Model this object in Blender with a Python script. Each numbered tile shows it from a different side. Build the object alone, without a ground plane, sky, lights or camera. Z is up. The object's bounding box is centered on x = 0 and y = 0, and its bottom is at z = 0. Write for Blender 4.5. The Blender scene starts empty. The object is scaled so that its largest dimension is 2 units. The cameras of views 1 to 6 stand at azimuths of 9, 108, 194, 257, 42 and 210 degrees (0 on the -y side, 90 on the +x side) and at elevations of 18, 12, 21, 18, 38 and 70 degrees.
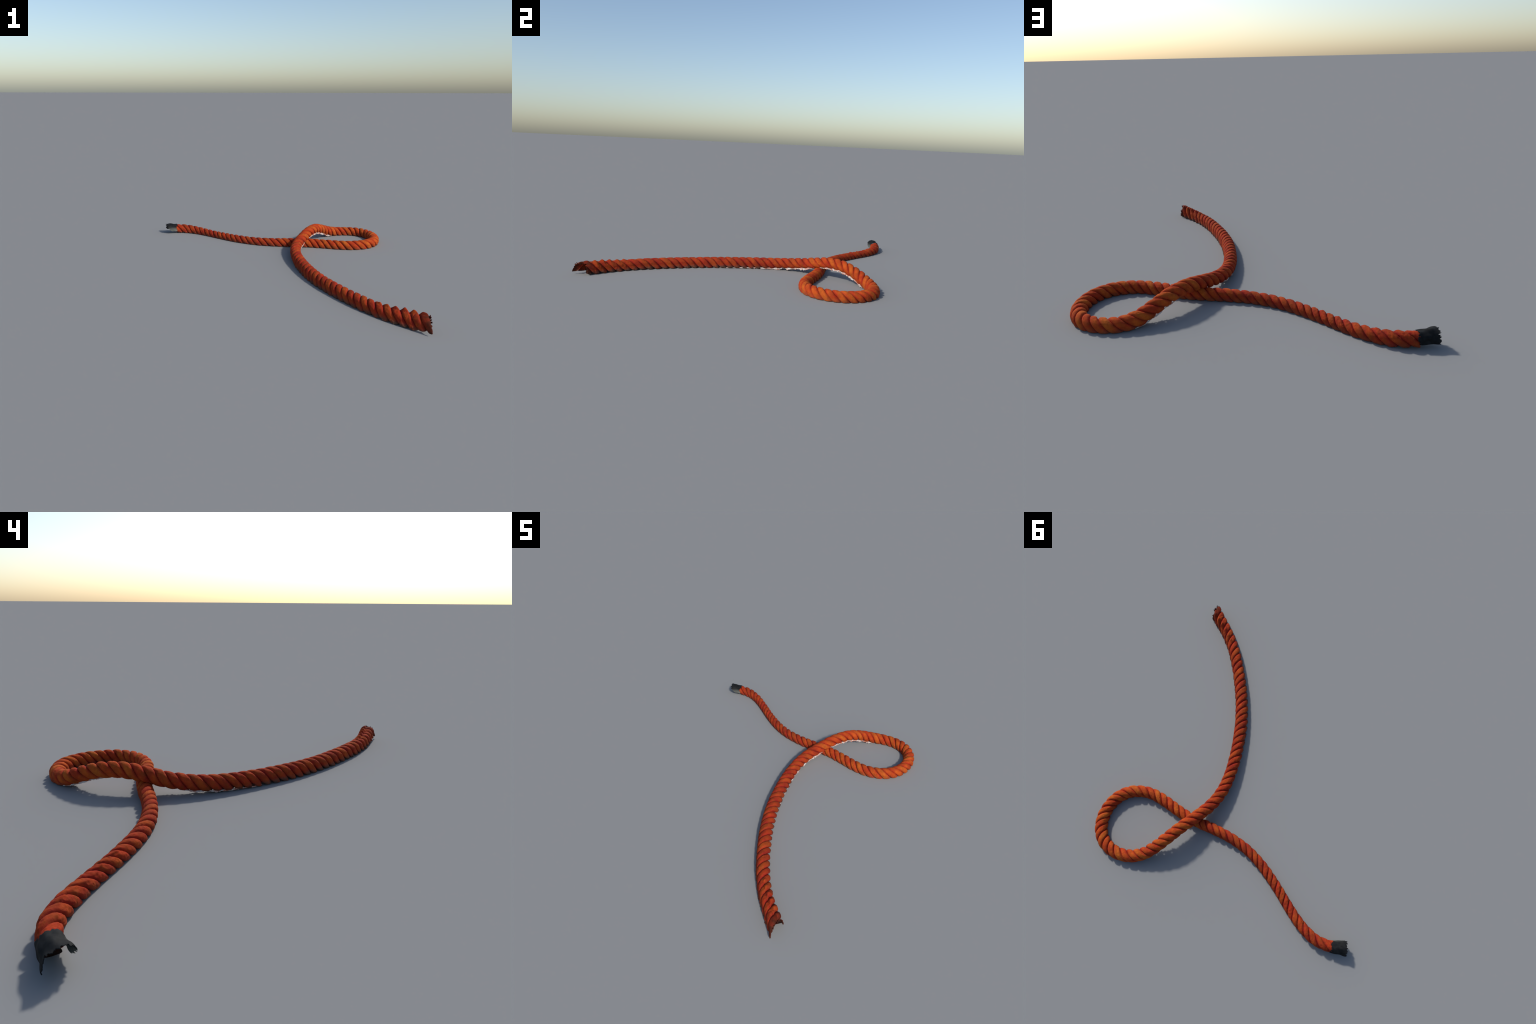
"""A length of orange-red three-strand rope lying on the ground: it makes one
loop, passes over itself, and ends in black tape on one side and in a ragged,
hollow cut on the other."""
import bpy, bmesh, math
import numpy as np
from mathutils import noise, Vector

rng = np.random.default_rng(11)

# ----------------------------------------------------------------- spine ----
# centre line, from the ragged end, over the crossing, round the loop, under
# the crossing and out to the taped end (even spacing, metres)
SPINE = np.array([
    (1.060, -0.983, 0.0470), (1.002, -0.942, 0.0440), (0.928, -0.892, 0.0385), (0.850, -0.841, 0.0350),
    (0.780, -0.787, 0.0320), (0.711, -0.724, 0.0329), (0.651, -0.659, 0.0329), (0.592, -0.590, 0.0322),
    (0.536, -0.518, 0.0312), (0.482, -0.445, 0.0305), (0.432, -0.369, 0.0304), (0.386, -0.290, 0.0309),
    (0.344, -0.209, 0.0320), (0.308, -0.127, 0.0333), (0.274, -0.041, 0.0350), (0.245, 0.044, 0.0370),
    (0.220, 0.132, 0.0399), (0.204, 0.221, 0.0445), (0.200, 0.310, 0.0522), (0.211, 0.399, 0.0647),
    (0.237, 0.485, 0.0821), (0.268, 0.569, 0.0999), (0.301, 0.653, 0.1079), (0.336, 0.736, 0.0984),
    (0.376, 0.813, 0.0731), (0.427, 0.882, 0.0434), (0.498, 0.935, 0.0258), (0.584, 0.960, 0.0222),
    (0.674, 0.951, 0.0235), (0.750, 0.904, 0.0242), (0.799, 0.828, 0.0245), (0.815, 0.739, 0.0258),
    (0.799, 0.650, 0.0271), (0.747, 0.576, 0.0269), (0.670, 0.530, 0.0260), (0.581, 0.513, 0.0252),
    (0.490, 0.517, 0.0249), (0.400, 0.527, 0.0255), (0.310, 0.533, 0.0268), (0.219, 0.529, 0.0279),
    (0.129, 0.521, 0.0278), (0.037, 0.516, 0.0262), (-0.054, 0.518, 0.0242), (-0.143, 0.530, 0.0226),
    (-0.231, 0.554, 0.0219), (-0.314, 0.587, 0.0211), (-0.396, 0.627, 0.0197), (-0.477, 0.671, 0.0185),
    (-0.555, 0.715, 0.0186), (-0.636, 0.757, 0.0211), (-0.720, 0.790, 0.0265), (-0.810, 0.806, 0.0330),
    (-0.898, 0.791, 0.0360), (-0.985, 0.757, 0.0400), (-1.060, 0.727, 0.0440),
])
S_ZERO = 0.071            # arc length at which the ragged end starts (x about 1)


def spline(points, per=60):
    p = np.vstack([2 * points[0] - points[1], points, 2 * points[-1] - points[-2]])
    t = np.linspace(0, 1, per, endpoint=False)[:, None]
    out = []
    for i in range(1, len(p) - 2):
        a, b, c, d = p[i - 1:i + 3]
        out.append(0.5 * (2 * b + (c - a) * t + (2 * a - 5 * b + 4 * c - d) * t ** 2
                          + (3 * b - a - 3 * c + d) * t ** 3))
    return np.vstack(out + [p[-2][None]])


CURVE = spline(SPINE)
for _ in range(60):                                   # iron out reading wobble
    CURVE[1:-1] = 0.25 * CURVE[:-2] + 0.5 * CURVE[1:-1] + 0.25 * CURVE[2:]
ARC = np.concatenate([[0], np.cumsum(np.linalg.norm(np.diff(CURVE, axis=0), axis=1))]) - S_ZERO


def at(s):
    """centre, sideways and upward unit vectors of the rope at arc length s"""
    s = np.asarray(s, float)
    f = lambda q: np.stack([np.interp(q, ARC, CURVE[:, k]) for k in range(3)], -1)
    c = f(s)
    t = f(s + .004) - f(s - .004)
    t /= np.linalg.norm(t, axis=-1, keepdims=True)
    side = np.cross(t, [0, 0, 1.0])
    side /= np.linalg.norm(side, axis=-1, keepdims=True)
    return c, side, np.cross(side, t), t


# rope radius along its length
RADIUS = [(-.1, .0445), (0, .0435), (.12, .0405), (.3, .038), (.5, .039), (.9, .0405), (1.6, .040), (2.0, .040),
          (2.3, .0415), (2.6, .040), (3.0, .039), (3.4, .037), (3.7, .034), (4.0, .0325),
          (4.3, .0315), (4.5, .034), (4.62, .0355), (4.9, .036)]
# full turns of the strands counted along the rope (lay about 16 cm, a little
# tighter towards the tape)
TURNS = [(-.15, -3.56), (.4, -.224), (.8, 2.205), (1.2, 4.726), (1.6, 7.258), (2.0, 9.716), (2.4, 12.231),
         (2.8, 14.917), (3.2, 17.485), (3.6, 20.081), (4.0, 22.598), (4.25, 24.344), (4.55, 26.212), (4.95, 28.6)]


def knot(table, s):
    return np.interp(s, [k[0] for k in table], [k[1] for k in table])


def turn(s):
    return knot(TURNS, s) * 2 * math.pi


def smooth(x):
    x = np.clip(x, 0, 1)
    return x * x * (3 - 2 * x)


# ------------------------------------------------------------- geometry -----
A_RADIAL, A_TANGENT, CENTRE = .47, .645, .53     # strand section, in rope radii
SEAM_END = 0.34                                 # flaps stand up from 0 to here


def ridge(s, ang, crown):
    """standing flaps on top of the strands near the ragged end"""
    amp = smooth((SEAM_END - s) / .05) * (.010 + .009 * smooth((.30 - s) / .3)) * (.80 + .28 * np.sin(s * 83 + 1) * np.sin(s * 47))
    seam = math.radians(90) + 0.25 * smooth((.3 - s) / .3)
    d = (ang - seam + math.pi) % (2 * math.pi) - math.pi
    w = np.where(d > 0, .60, .075)
    up = amp * np.exp(-(d / w) ** 2) * crown - .35 * amp * np.exp(-((d + .26) / .13) ** 2)
    # the same, smaller, along the southern shoulder before the tape
    amp = .0052 * smooth((s - 4.02) / .12) * (.6 + .4 * np.sin(s * 61)) * smooth((4.64 - s) / .03)
    d = (ang - math.radians(62) - .25 * np.sin(s * 23) + math.pi) % (2 * math.pi) - math.pi
    w = np.where(d > 0, .22, .10)
    return up + amp * np.exp(-(d / w) ** 2) * crown


def settle(p):
    """the rope rests on the ground: flatten what would sink below it"""
    z = p[..., 2]
    k = .0015
    p[..., 2] = np.where(z > 4 * k, z, k * np.log1p(np.exp(np.minimum(z, 4 * k) / k)) - k * math.log1p(math.exp(-6)))
    p[..., 2] = np.maximum(p[..., 2], 0.0)
    return p


def place(s, c, side, up, rr, ang):
    """point at radius rr, direction ang; where the rope lies on the ground its
    lower half drops straight down instead of curling under"""
    R = knot(RADIUS, s)
    lat, ver = -rr * np.cos(ang), rr * np.sin(ang)
    flat = np.clip(1 - (s - 1.25) / .25, 0, 1) + .75 * np.clip((s - 2.15) / .15, 0, 1)
    depth = np.minimum(np.maximum(-ver, 0) / R, .90)
    lat = lat * (1 + .9 * flat * (1 / np.sqrt(1 - depth ** 2) - 1))
    arm = np.clip(1.3 - s, 0, .4) / .4
    lat = lat * (1 + .15 * arm * smooth(depth / .7))           # spreads where it presses on the ground
    return c[:, None] + lat[..., None] * side[:, None] + ver[..., None] * up[:, None]


def grid_mesh(name, verts, closed_v, cap=False):
    n, m = verts.shape[:2]
    faces = []
    for i in range(n - 1):
        for j in range(m if closed_v else m - 1):
            k = (j + 1) % m
            faces.append((i * m + j, i * m + k, (i + 1) * m + k, (i + 1) * m + j))
    if cap:
        faces.append(tuple(range(m))[::-1])
        faces.append(tuple((n - 1) * m + j for j in range(m)))
    me = bpy.data.meshes.new(name)
    me.from_pydata(verts.reshape(-1, 3).tolist(), [], faces)
    me.update()
    bm = bmesh.new(); bm.from_mesh(me)
    bmesh.ops.recalc_face_normals(bm, faces=bm.faces)
    bm.to_mesh(me); bm.free()
    me.polygons.foreach_set("use_smooth", [True] * len(me.polygons))
    return me


def wobble(s, seed, scale):
    return np.array([noise.noise(Vector((x * scale, seed * 7.3, seed * 1.7))) for x in s])


def strand_mesh(k, s0, s1, n_around=56, step=.0019):
    n = int((s1 - s0) / step)
    s = np.linspace(s0, s1, n)
    c, side, up, t = at(s)
    R = knot(RADIUS, s)
    th = turn(s) + 2 * math.pi * k / 3 + .10 * wobble(s, k + 3, 7)
    swell = 1 + .045 * wobble(s, k + 11, 9) + .035 * wobble(s, k + 31, 34)
    phi = np.linspace(0, 2 * math.pi, n_around, endpoint=False)[None]
    fine = .010 * np.cos(9 * (phi + 1.45 * th[:, None]) + 1.5 * wobble(s, k + 51, 14)[:, None])
    fine += .006 * np.cos(14 * (phi + 1.45 * th[:, None]) + 2.5 * wobble(s, k + 71, 20)[:, None])
    g = (swell[:, None] + fine) * R[:, None]
    rad = CENTRE * R[:, None] + A_RADIAL * g * np.cos(phi)
    tan = A_TANGENT * g * np.sin(phi) * (1 + .10 * wobble(s, k + 91, 16)[:, None])
    ang = th[:, None] + np.arctan2(tan, rad)
    rr = np.hypot(rad, tan)
    crown = np.clip(np.cos(phi), 0, 1) ** 2
    rr = rr + ridge(s[:, None], ang, crown)
    p = place(s[:, None], c, side, up, rr, ang)
    lump = np.array([noise.noise(Vector(q)) for q in (p * 75).reshape(-1, 3)]).reshape(rr.shape)
    pit = np.array([noise.noise(Vector(q)) for q in (p * 210 + 5).reshape(-1, 3)]).reshape(rr.shape)
    worn = (1 + .9 * smooth((.45 - s) / .2) + .9 * smooth((s - 3.95) / .25))[:, None]
    rr = rr + .0010 * worn * lump + .0004 * pit - .0016 * np.clip(lump - .42, 0, 1) * 4
    me = grid_mesh("strand", settle(place(s[:, None], c, side, up, rr, ang)), True, cap=True)
    # colour bands: glow between strands is baked into flank and groove
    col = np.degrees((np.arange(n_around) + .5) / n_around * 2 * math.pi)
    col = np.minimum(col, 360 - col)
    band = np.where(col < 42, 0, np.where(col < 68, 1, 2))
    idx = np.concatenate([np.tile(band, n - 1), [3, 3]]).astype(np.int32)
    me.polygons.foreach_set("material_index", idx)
    return me


def union_radius(s, ang):
    """outline of the laid rope at arc length s, direction ang (in radii)"""
    best = np.zeros(np.broadcast(s, ang).shape)
    crown = np.zeros_like(best)
    for k in range(3):
        d = ang - turn(s) - 2 * math.pi * k / 3
        cx, sx = np.cos(d), np.sin(d)
        A = (cx / A_RADIAL) ** 2 + (sx / A_TANGENT) ** 2
        B = -2 * cx * CENTRE / A_RADIAL ** 2
        C = (CENTRE / A_RADIAL) ** 2 - 1
        q = B * B - 4 * A * C
        r = np.where(q > 0, (-B + np.sqrt(np.maximum(q, 0))) / (2 * A), 0)
        crown = np.where(r > best, np.clip(cx, 0, 1) ** 4, crown)
        best = np.maximum(best, r)
    return best, crown


# ------------------------------------------------------------- materials ----
def mat(name, rough=.85):
    m = bpy.data.materials.new(name)
    m.use_nodes = True
    nt = m.node_tree
    b = nt.nodes["Principled BSDF"]
    b.inputs["Roughness"].default_value = rough
    b.inputs["Specular IOR Level"].default_value = .1
    return m, nt, b


def new(nt, kind, **kw):
    n = nt.nodes.new(kind)
    for k, v in kw.items():
        setattr(n, k, v)
    return n


def noise_node(nt, vec, scale, detail=3, rough=.55):
    n = new(nt, "ShaderNodeTexNoise")
    n.inputs["Scale"].default_value = scale
    n.inputs["Detail"].default_value = detail
    n.inputs["Roughness"].default_value = rough
    nt.links.new(vec, n.inputs["Vector"])
    return n.outputs["Fac"]


def ramp(nt, fac, stops):
    r = new(nt, "ShaderNodeValToRGB")
    e = r.color_ramp.elements
    while len(e) < len(stops):
        e.new(.5)
    for i, (p, c) in enumerate(stops):
        e[i].position, e[i].color = p, (*c, 1)
    nt.links.new(fac, r.inputs["Fac"])
    return r.outputs["Color"]


def mix(nt, fac, a, b, mode="MIX"):
    m = new(nt, "ShaderNodeMix", data_type="RGBA", blend_type=mode)
    for sock, v in ((m.inputs[0], fac), (m.inputs[6], a), (m.inputs[7], b)):
        if isinstance(v, (int, float)):
            sock.default_value = v
        elif isinstance(v, tuple):
            sock.default_value = (*v, 1)
        else:
            nt.links.new(v, sock)
    return m.outputs[2]


def bump(nt, b, height, strength, dist):
    n = new(nt, "ShaderNodeBump")
    n.inputs["Strength"].default_value = strength
    n.inputs["Distance"].default_value = dist
    nt.links.new(height, n.inputs["Height"])
    nt.links.new(n.outputs["Normal"], b.inputs["Normal"])


def rope_material(name, deep, mid, light):
    m, nt, b = mat(name, .9)
    vec = new(nt, "ShaderNodeTexCoord").outputs["Object"]
    broad = noise_node(nt, vec, 17, 4, .6)
    # the loop is sun-bleached towards orange, the two tails stay redder
    gap = new(nt, "ShaderNodeVectorMath", operation="DISTANCE")
    nt.links.new(vec, gap.inputs[0]); gap.inputs[1].default_value = (.60, .72, 0)
    bleach = new(nt, "ShaderNodeMapRange", interpolation_type="SMOOTHSTEP")
    for i, q in enumerate((.25, .75, .10, -.12)):
        bleach.inputs[i + 1].default_value = q
    nt.links.new(gap.outputs["Value"], bleach.inputs[0])
    tone = new(nt, "ShaderNodeMath", operation="ADD")
    nt.links.new(broad, tone.inputs[0]); nt.links.new(bleach.outputs[0], tone.inputs[1])
    col = ramp(nt, tone.outputs[0], [(.28, deep), (.52, mid), (.74, light)])
    # worn, brownish patches
    brown = ramp(nt, noise_node(nt, vec, 31, 4, .6), [(.48, (0, 0, 0)), (.68, (.6, .6, .6))])
    col = mix(nt, brown, col, (.23, .050, .010))
    grain = noise_node(nt, vec, 260, 3, .65)
    col = mix(nt, .55, col, ramp(nt, grain, [(.25, (.62, .60, .58)), (.5, (1, 1, 1)), (.8, (1.0, 1.0, 1.0))]), "MULTIPLY")
    # patchy dark grey-brown band low on the rope
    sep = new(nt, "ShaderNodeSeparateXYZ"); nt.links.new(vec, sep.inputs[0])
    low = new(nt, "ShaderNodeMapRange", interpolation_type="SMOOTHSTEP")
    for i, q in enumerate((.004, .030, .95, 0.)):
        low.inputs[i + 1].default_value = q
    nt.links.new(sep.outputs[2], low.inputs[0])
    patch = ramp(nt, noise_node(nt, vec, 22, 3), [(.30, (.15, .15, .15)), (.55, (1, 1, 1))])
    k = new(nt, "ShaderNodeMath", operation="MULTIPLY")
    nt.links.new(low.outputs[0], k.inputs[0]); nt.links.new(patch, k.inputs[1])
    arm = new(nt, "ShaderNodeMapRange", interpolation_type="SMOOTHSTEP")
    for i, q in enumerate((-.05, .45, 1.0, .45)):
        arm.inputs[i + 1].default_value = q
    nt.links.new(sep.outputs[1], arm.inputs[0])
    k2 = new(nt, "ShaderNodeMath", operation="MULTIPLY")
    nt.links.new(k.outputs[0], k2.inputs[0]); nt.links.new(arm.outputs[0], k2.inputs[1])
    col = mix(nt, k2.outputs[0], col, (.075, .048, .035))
    nt.links.new(col, b.inputs["Base Color"])
    b.inputs["Sheen Weight"].default_value = 0
    b.inputs["Sheen Roughness"].default_value = .5
    b.inputs["Sheen Tint"].default_value = (1, .45, .3, 1)
    bump(nt, b, grain, .5, .0012)
    return m


def shade(c, k):
    return tuple(x * y for x, y in zip(c, k))


ROPE = []
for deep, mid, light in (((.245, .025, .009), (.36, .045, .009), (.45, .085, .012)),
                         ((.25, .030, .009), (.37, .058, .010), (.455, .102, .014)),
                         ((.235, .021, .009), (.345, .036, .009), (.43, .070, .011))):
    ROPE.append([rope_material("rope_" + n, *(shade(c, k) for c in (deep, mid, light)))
                 for n, k in (("crown", (1, 1, 1)), ("flank", (.96, .85, 1.05)), ("groove", (.90, .62, 1.15)))])  # flank and groove tinted crimson for red light bouncing off neighbouring strands


def end_material():
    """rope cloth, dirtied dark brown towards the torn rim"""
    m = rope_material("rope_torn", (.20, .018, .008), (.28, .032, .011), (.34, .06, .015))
    nt = m.node_tree
    b = nt.nodes["Principled BSDF"]
    old = b.inputs["Base Color"].links[0].from_socket
    vec = new(nt, "ShaderNodeTexCoord").outputs["Object"]
    sep = new(nt, "ShaderNodeSeparateXYZ"); nt.links.new(vec, sep.inputs[0])
    k = new(nt, "ShaderNodeMath", operation="MULTIPLY_ADD")
    nt.links.new(noise_node(nt, vec, 40, 3), k.inputs[0]); k.inputs[1].default_value = .09
    nt.links.new(sep.outputs[0], k.inputs[2])
    r = new(nt, "ShaderNodeMapRange", interpolation_type="SMOOTHSTEP")
    for i, q in enumerate((.99, 1.05, 0., .9)):
        r.inputs[i + 1].default_value = q
    nt.links.new(k.outputs[0], r.inputs[0])
    nt.links.new(mix(nt, r.outputs[0], old, (.045, .016, .009)), b.inputs["Base Color"])
    return m


END = end_material()


def tape_material():
    m, nt, b = mat("black_tape", .75)
    b.inputs["Specular IOR Level"].default_value = .12
    vec = new(nt, "ShaderNodeTexCoord").outputs["Object"]
    n = noise_node(nt, vec, 60, 4)
    col = ramp(nt, n, [(.3, (.005, .0055, .006)), (.7, (.013, .014, .015))])
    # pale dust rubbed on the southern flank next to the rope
    sep = new(nt, "ShaderNodeSeparateXYZ"); nt.links.new(vec, sep.inputs[0])
    def rng_(v, a, c, inv=False):
        r = new(nt, "ShaderNodeMapRange", interpolation_type="SMOOTHSTEP")
        for i, q in enumerate((a, c, 1. if inv else 0., 0. if inv else 1.)):
            r.inputs[i + 1].default_value = q
        nt.links.new(v, r.inputs[0]); return r.outputs[0]
    low = rng_(sep.outputs[2], .015, .062, True)
    y = new(nt, "ShaderNodeMath", operation="MULTIPLY_ADD")
    nt.links.new(sep.outputs[0], y.inputs[0]); y.inputs[1].default_value = -.38; nt.links.new(sep.outputs[1], y.inputs[2])
    south = rng_(y.outputs[0], 1.085, 1.125, True)
    k = new(nt, "ShaderNodeMath", operation="MULTIPLY")
    nt.links.new(low, k.inputs[0]); nt.links.new(south, k.inputs[1])
    col = mix(nt, k.outputs[0], col, (.17, .175, .155))
    nt.links.new(col, b.inputs["Base Color"])
    bump(nt, b, n, .35, .003)
    return m


TAPE = tape_material()


def dark_cap_material():
    m, nt, b = mat("dark_end_cap", .8)
    vec = new(nt, "ShaderNodeTexCoord").outputs["Object"]
    nt.links.new(ramp(nt, noise_node(nt, vec, 90, 3), [(.35, (.010, .006, .005)), (.7, (.045, .014, .009))]), b.inputs["Base Color"])
    return m


DARK_CAP = dark_cap_material()


def fringe_material():
    m, nt, b = mat("pale_dust", .95)
    vec = new(nt, "ShaderNodeTexCoord").outputs["Object"]
    n = noise_node(nt, vec, 45, 3)
    nt.links.new(ramp(nt, n, [(.36, (.42, .16, .11)), (.52, (.50, .40, .36)), (.68, (.58, .55, .53))]), b.inputs["Base Color"])
    return m


DUST = fringe_material()

# ------------------------------------------------------------- assembly -----
root = bpy.data.objects.new("rope", None)
bpy.context.collection.objects.link(root)
root["label"] = "orange-red twisted rope with one loop and black taped end"
root["category"] = "rope"


def child(name, me, material):
    o = bpy.data.objects.new(name, me)
    bpy.context.collection.objects.link(o)
    me.materials.append(material)
    o.parent = root
    return o


S_CUT, S_TAPE, S_TIP = .055, 4.628, 4.722
for k in range(3):
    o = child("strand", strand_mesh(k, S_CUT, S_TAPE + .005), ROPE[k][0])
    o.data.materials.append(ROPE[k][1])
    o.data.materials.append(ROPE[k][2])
    o.data.materials.append(DARK_CAP)                    # the end caps are near-black brown


def shell(name, s, ang, radius_fn, thick, cutter, material):
    """a bent sheet round the rope: open below, with a ragged rim, real thickness"""
    S, A = np.meshgrid(s, ang, indexing="ij")
    c, side, up, t = at(s)
    layers = []
    for inset in (0.0, thick):
        r = radius_fn(S, A) - inset
        p = place(S, c, side, up, r, A)
        layers.append(p)
    keep = cutter(S, A, layers[0])
    n, m = S.shape
    verts = np.concatenate([l.reshape(-1, 3) for l in layers])
    off = n * m
    quad = keep[:-1, :-1] & keep[1:, :-1] & keep[:-1, 1:] & keep[1:, 1:]
    faces = []
    Q = lambda i, j: 0 <= i < n - 1 and 0 <= j < m - 1 and quad[i, j]
    for i in range(n - 1):
        for j in range(m - 1):
            if not quad[i, j]:
                continue
            a, b, c2, d = i * m + j, i * m + j + 1, (i + 1) * m + j + 1, (i + 1) * m + j
            faces.append((a, b, c2, d)); faces.append((d + off, c2 + off, b + off, a + off))
            for (x, y, ok) in ((a, b, Q(i - 1, j)), (b, c2, Q(i, j + 1)), (c2, d, Q(i + 1, j)), (d, a, Q(i, j - 1))):
                if not ok:
                    faces.append((y, x, x + off, y + off))
    v = verts.copy(); v[:, 2] = np.maximum(v[:, 2], .0006)
    me = bpy.data.meshes.new(name)
    me.from_pydata(v.tolist(), [], faces)
    bm = bmesh.new(); bm.from_mesh(me)
    bmesh.ops.delete(bm, geom=[q for q in bm.verts if not q.link_faces], context="VERTS")
    bmesh.ops.recalc_face_normals(bm, faces=bm.faces)
    bm.to_mesh(me); bm.free()
    me.polygons.foreach_set("use_smooth", [True] * len(me.polygons))
    me.update()
    return child(name, me, material)


def jag(x, seed, amp, freq):
    f = np.vectorize(lambda q: noise.noise(Vector((q * freq, seed, .3))))
    return amp * f(x)


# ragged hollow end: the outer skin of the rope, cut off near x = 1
def end_radius(S, A):
    u, crown = union_radius(S, A)
    spike = .013 * smooth((.05 - S) / .07) * np.exp(-((A - 1.80) / .13) ** 2)
    return u * knot(RADIUS, S) * 1.004 + ridge(S, A, crown) + spike


def end_cut(S, A, P):
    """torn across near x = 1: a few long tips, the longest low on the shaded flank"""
    tips = np.abs(((A * 2.1 + .2) % 1) - .5) * .016 + jag(A, 4.0, .007, 6) + jag(A, 7.0, .005, 17)
    tips = tips + .012 * np.exp(-((A - 2.35) / .22) ** 2)            # one deeper split
    return P[..., 0] < 1.001 - np.maximum(tips, 0) * smooth((A + .5) / .7)


shell("ragged_end", np.linspace(-.068, .085, 110), np.radians(np.linspace(-48, 228, 160)), end_radius, .0035,
      end_cut, END)


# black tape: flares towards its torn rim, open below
def tape_radius(S, A):
    f = (S - S_TAPE) / (S_TIP - S_TAPE)
    base = .0372 + .0045 * smooth(f) + .009 * smooth(f) * smooth((.9 - A) / 1.0) * smooth((A + 1.0) / .9)
    return base + .0009 * np.sin(7 * A + 30 * S) + .0022 * np.sin(2.3 * A + 60 * S) * smooth(f) + .0014 * np.sin(5 * A - 90 * S)


def tape_cut(S, A, P):
    rim = S_TIP + .004 - (.010 + .022 * smooth(np.abs(A - 1.5) - .8)) * np.abs(((A * 3.3 + .3 * np.sin(5 * A)) % 1) - .5) - jag(A, 9.0, .008, 2.2) - jag(A, 6.0, .010, 9) - .026 * smooth((1.0 - A) / 1.3) - .02 * smooth((-.1 - A) / .4)
    front = S_TAPE - .002 + .004 * np.sin(4 * A) + jag(A, 3.0, .006, 4) + jag(A, 2.0, .003, 15)
    return (S < rim) & (S > front)


shell("tape_wrap", np.linspace(S_TAPE - .012, S_TIP + .03, 120), np.radians(np.linspace(-30, 203, 150)), tape_radius, .0022,
      tape_cut, TAPE)


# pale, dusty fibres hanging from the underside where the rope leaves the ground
def fringe(s0, s1, angle, drop, seed, flare=.15):
    """a ragged strip that starts on the lower flank and hangs down from it"""
    n, m = int((s1 - s0) / .0016), 9
    s = np.linspace(s0, s1, n)
    c, side, up, t = at(s)
    A = math.radians(angle)
    R = knot(RADIUS, s)
    top = place(s[:, None], c, side, up, (R * .93)[:, None], np.full((n, 1), A))[:, 0]
    out = side * -math.cos(A)
    out /= np.linalg.norm(out, axis=1, keepdims=True)
    reach = .46 + jag(s, seed, .85, 22) + jag(s, seed + 3, .55, 120)
    reach = np.clip(reach, .03, 1.15) * smooth((s - s0) / .07) * smooth((s1 - s) / .07) * drop
    layers = []
    for inset in (0, .0016):
        f = np.linspace(0, 1, m)[None, :, None]
        bend = out[:, None] * (flare * reach[:, None, None] * f ** 2 + .0025 * np.sin(s * 70 + seed)[:, None, None] * f - inset)
        p = top[:, None] + bend - np.array([0, 0, 1.0]) * (f * (reach[:, None, None] + .004))
        p[..., 2] = np.maximum(p[..., 2], .0005 + inset * .2)
        layers.append(p)
    ring = np.concatenate([layers[0], layers[1][:, ::-1]], axis=1)
    o = child("dusty_fringe", grid_mesh("dusty_fringe", ring, True, cap=True), DUST)
    o["kind"] = "stuff"


fringe(1.00, 1.74, 232, .014, 2.0)
fringe(1.78, 2.22, 232, .013, 5.0)
fringe(1.20, 1.60, -56, .008, 8.0, 0)
fringe(1.95, 2.22, -58, .007, 12.0, 0)
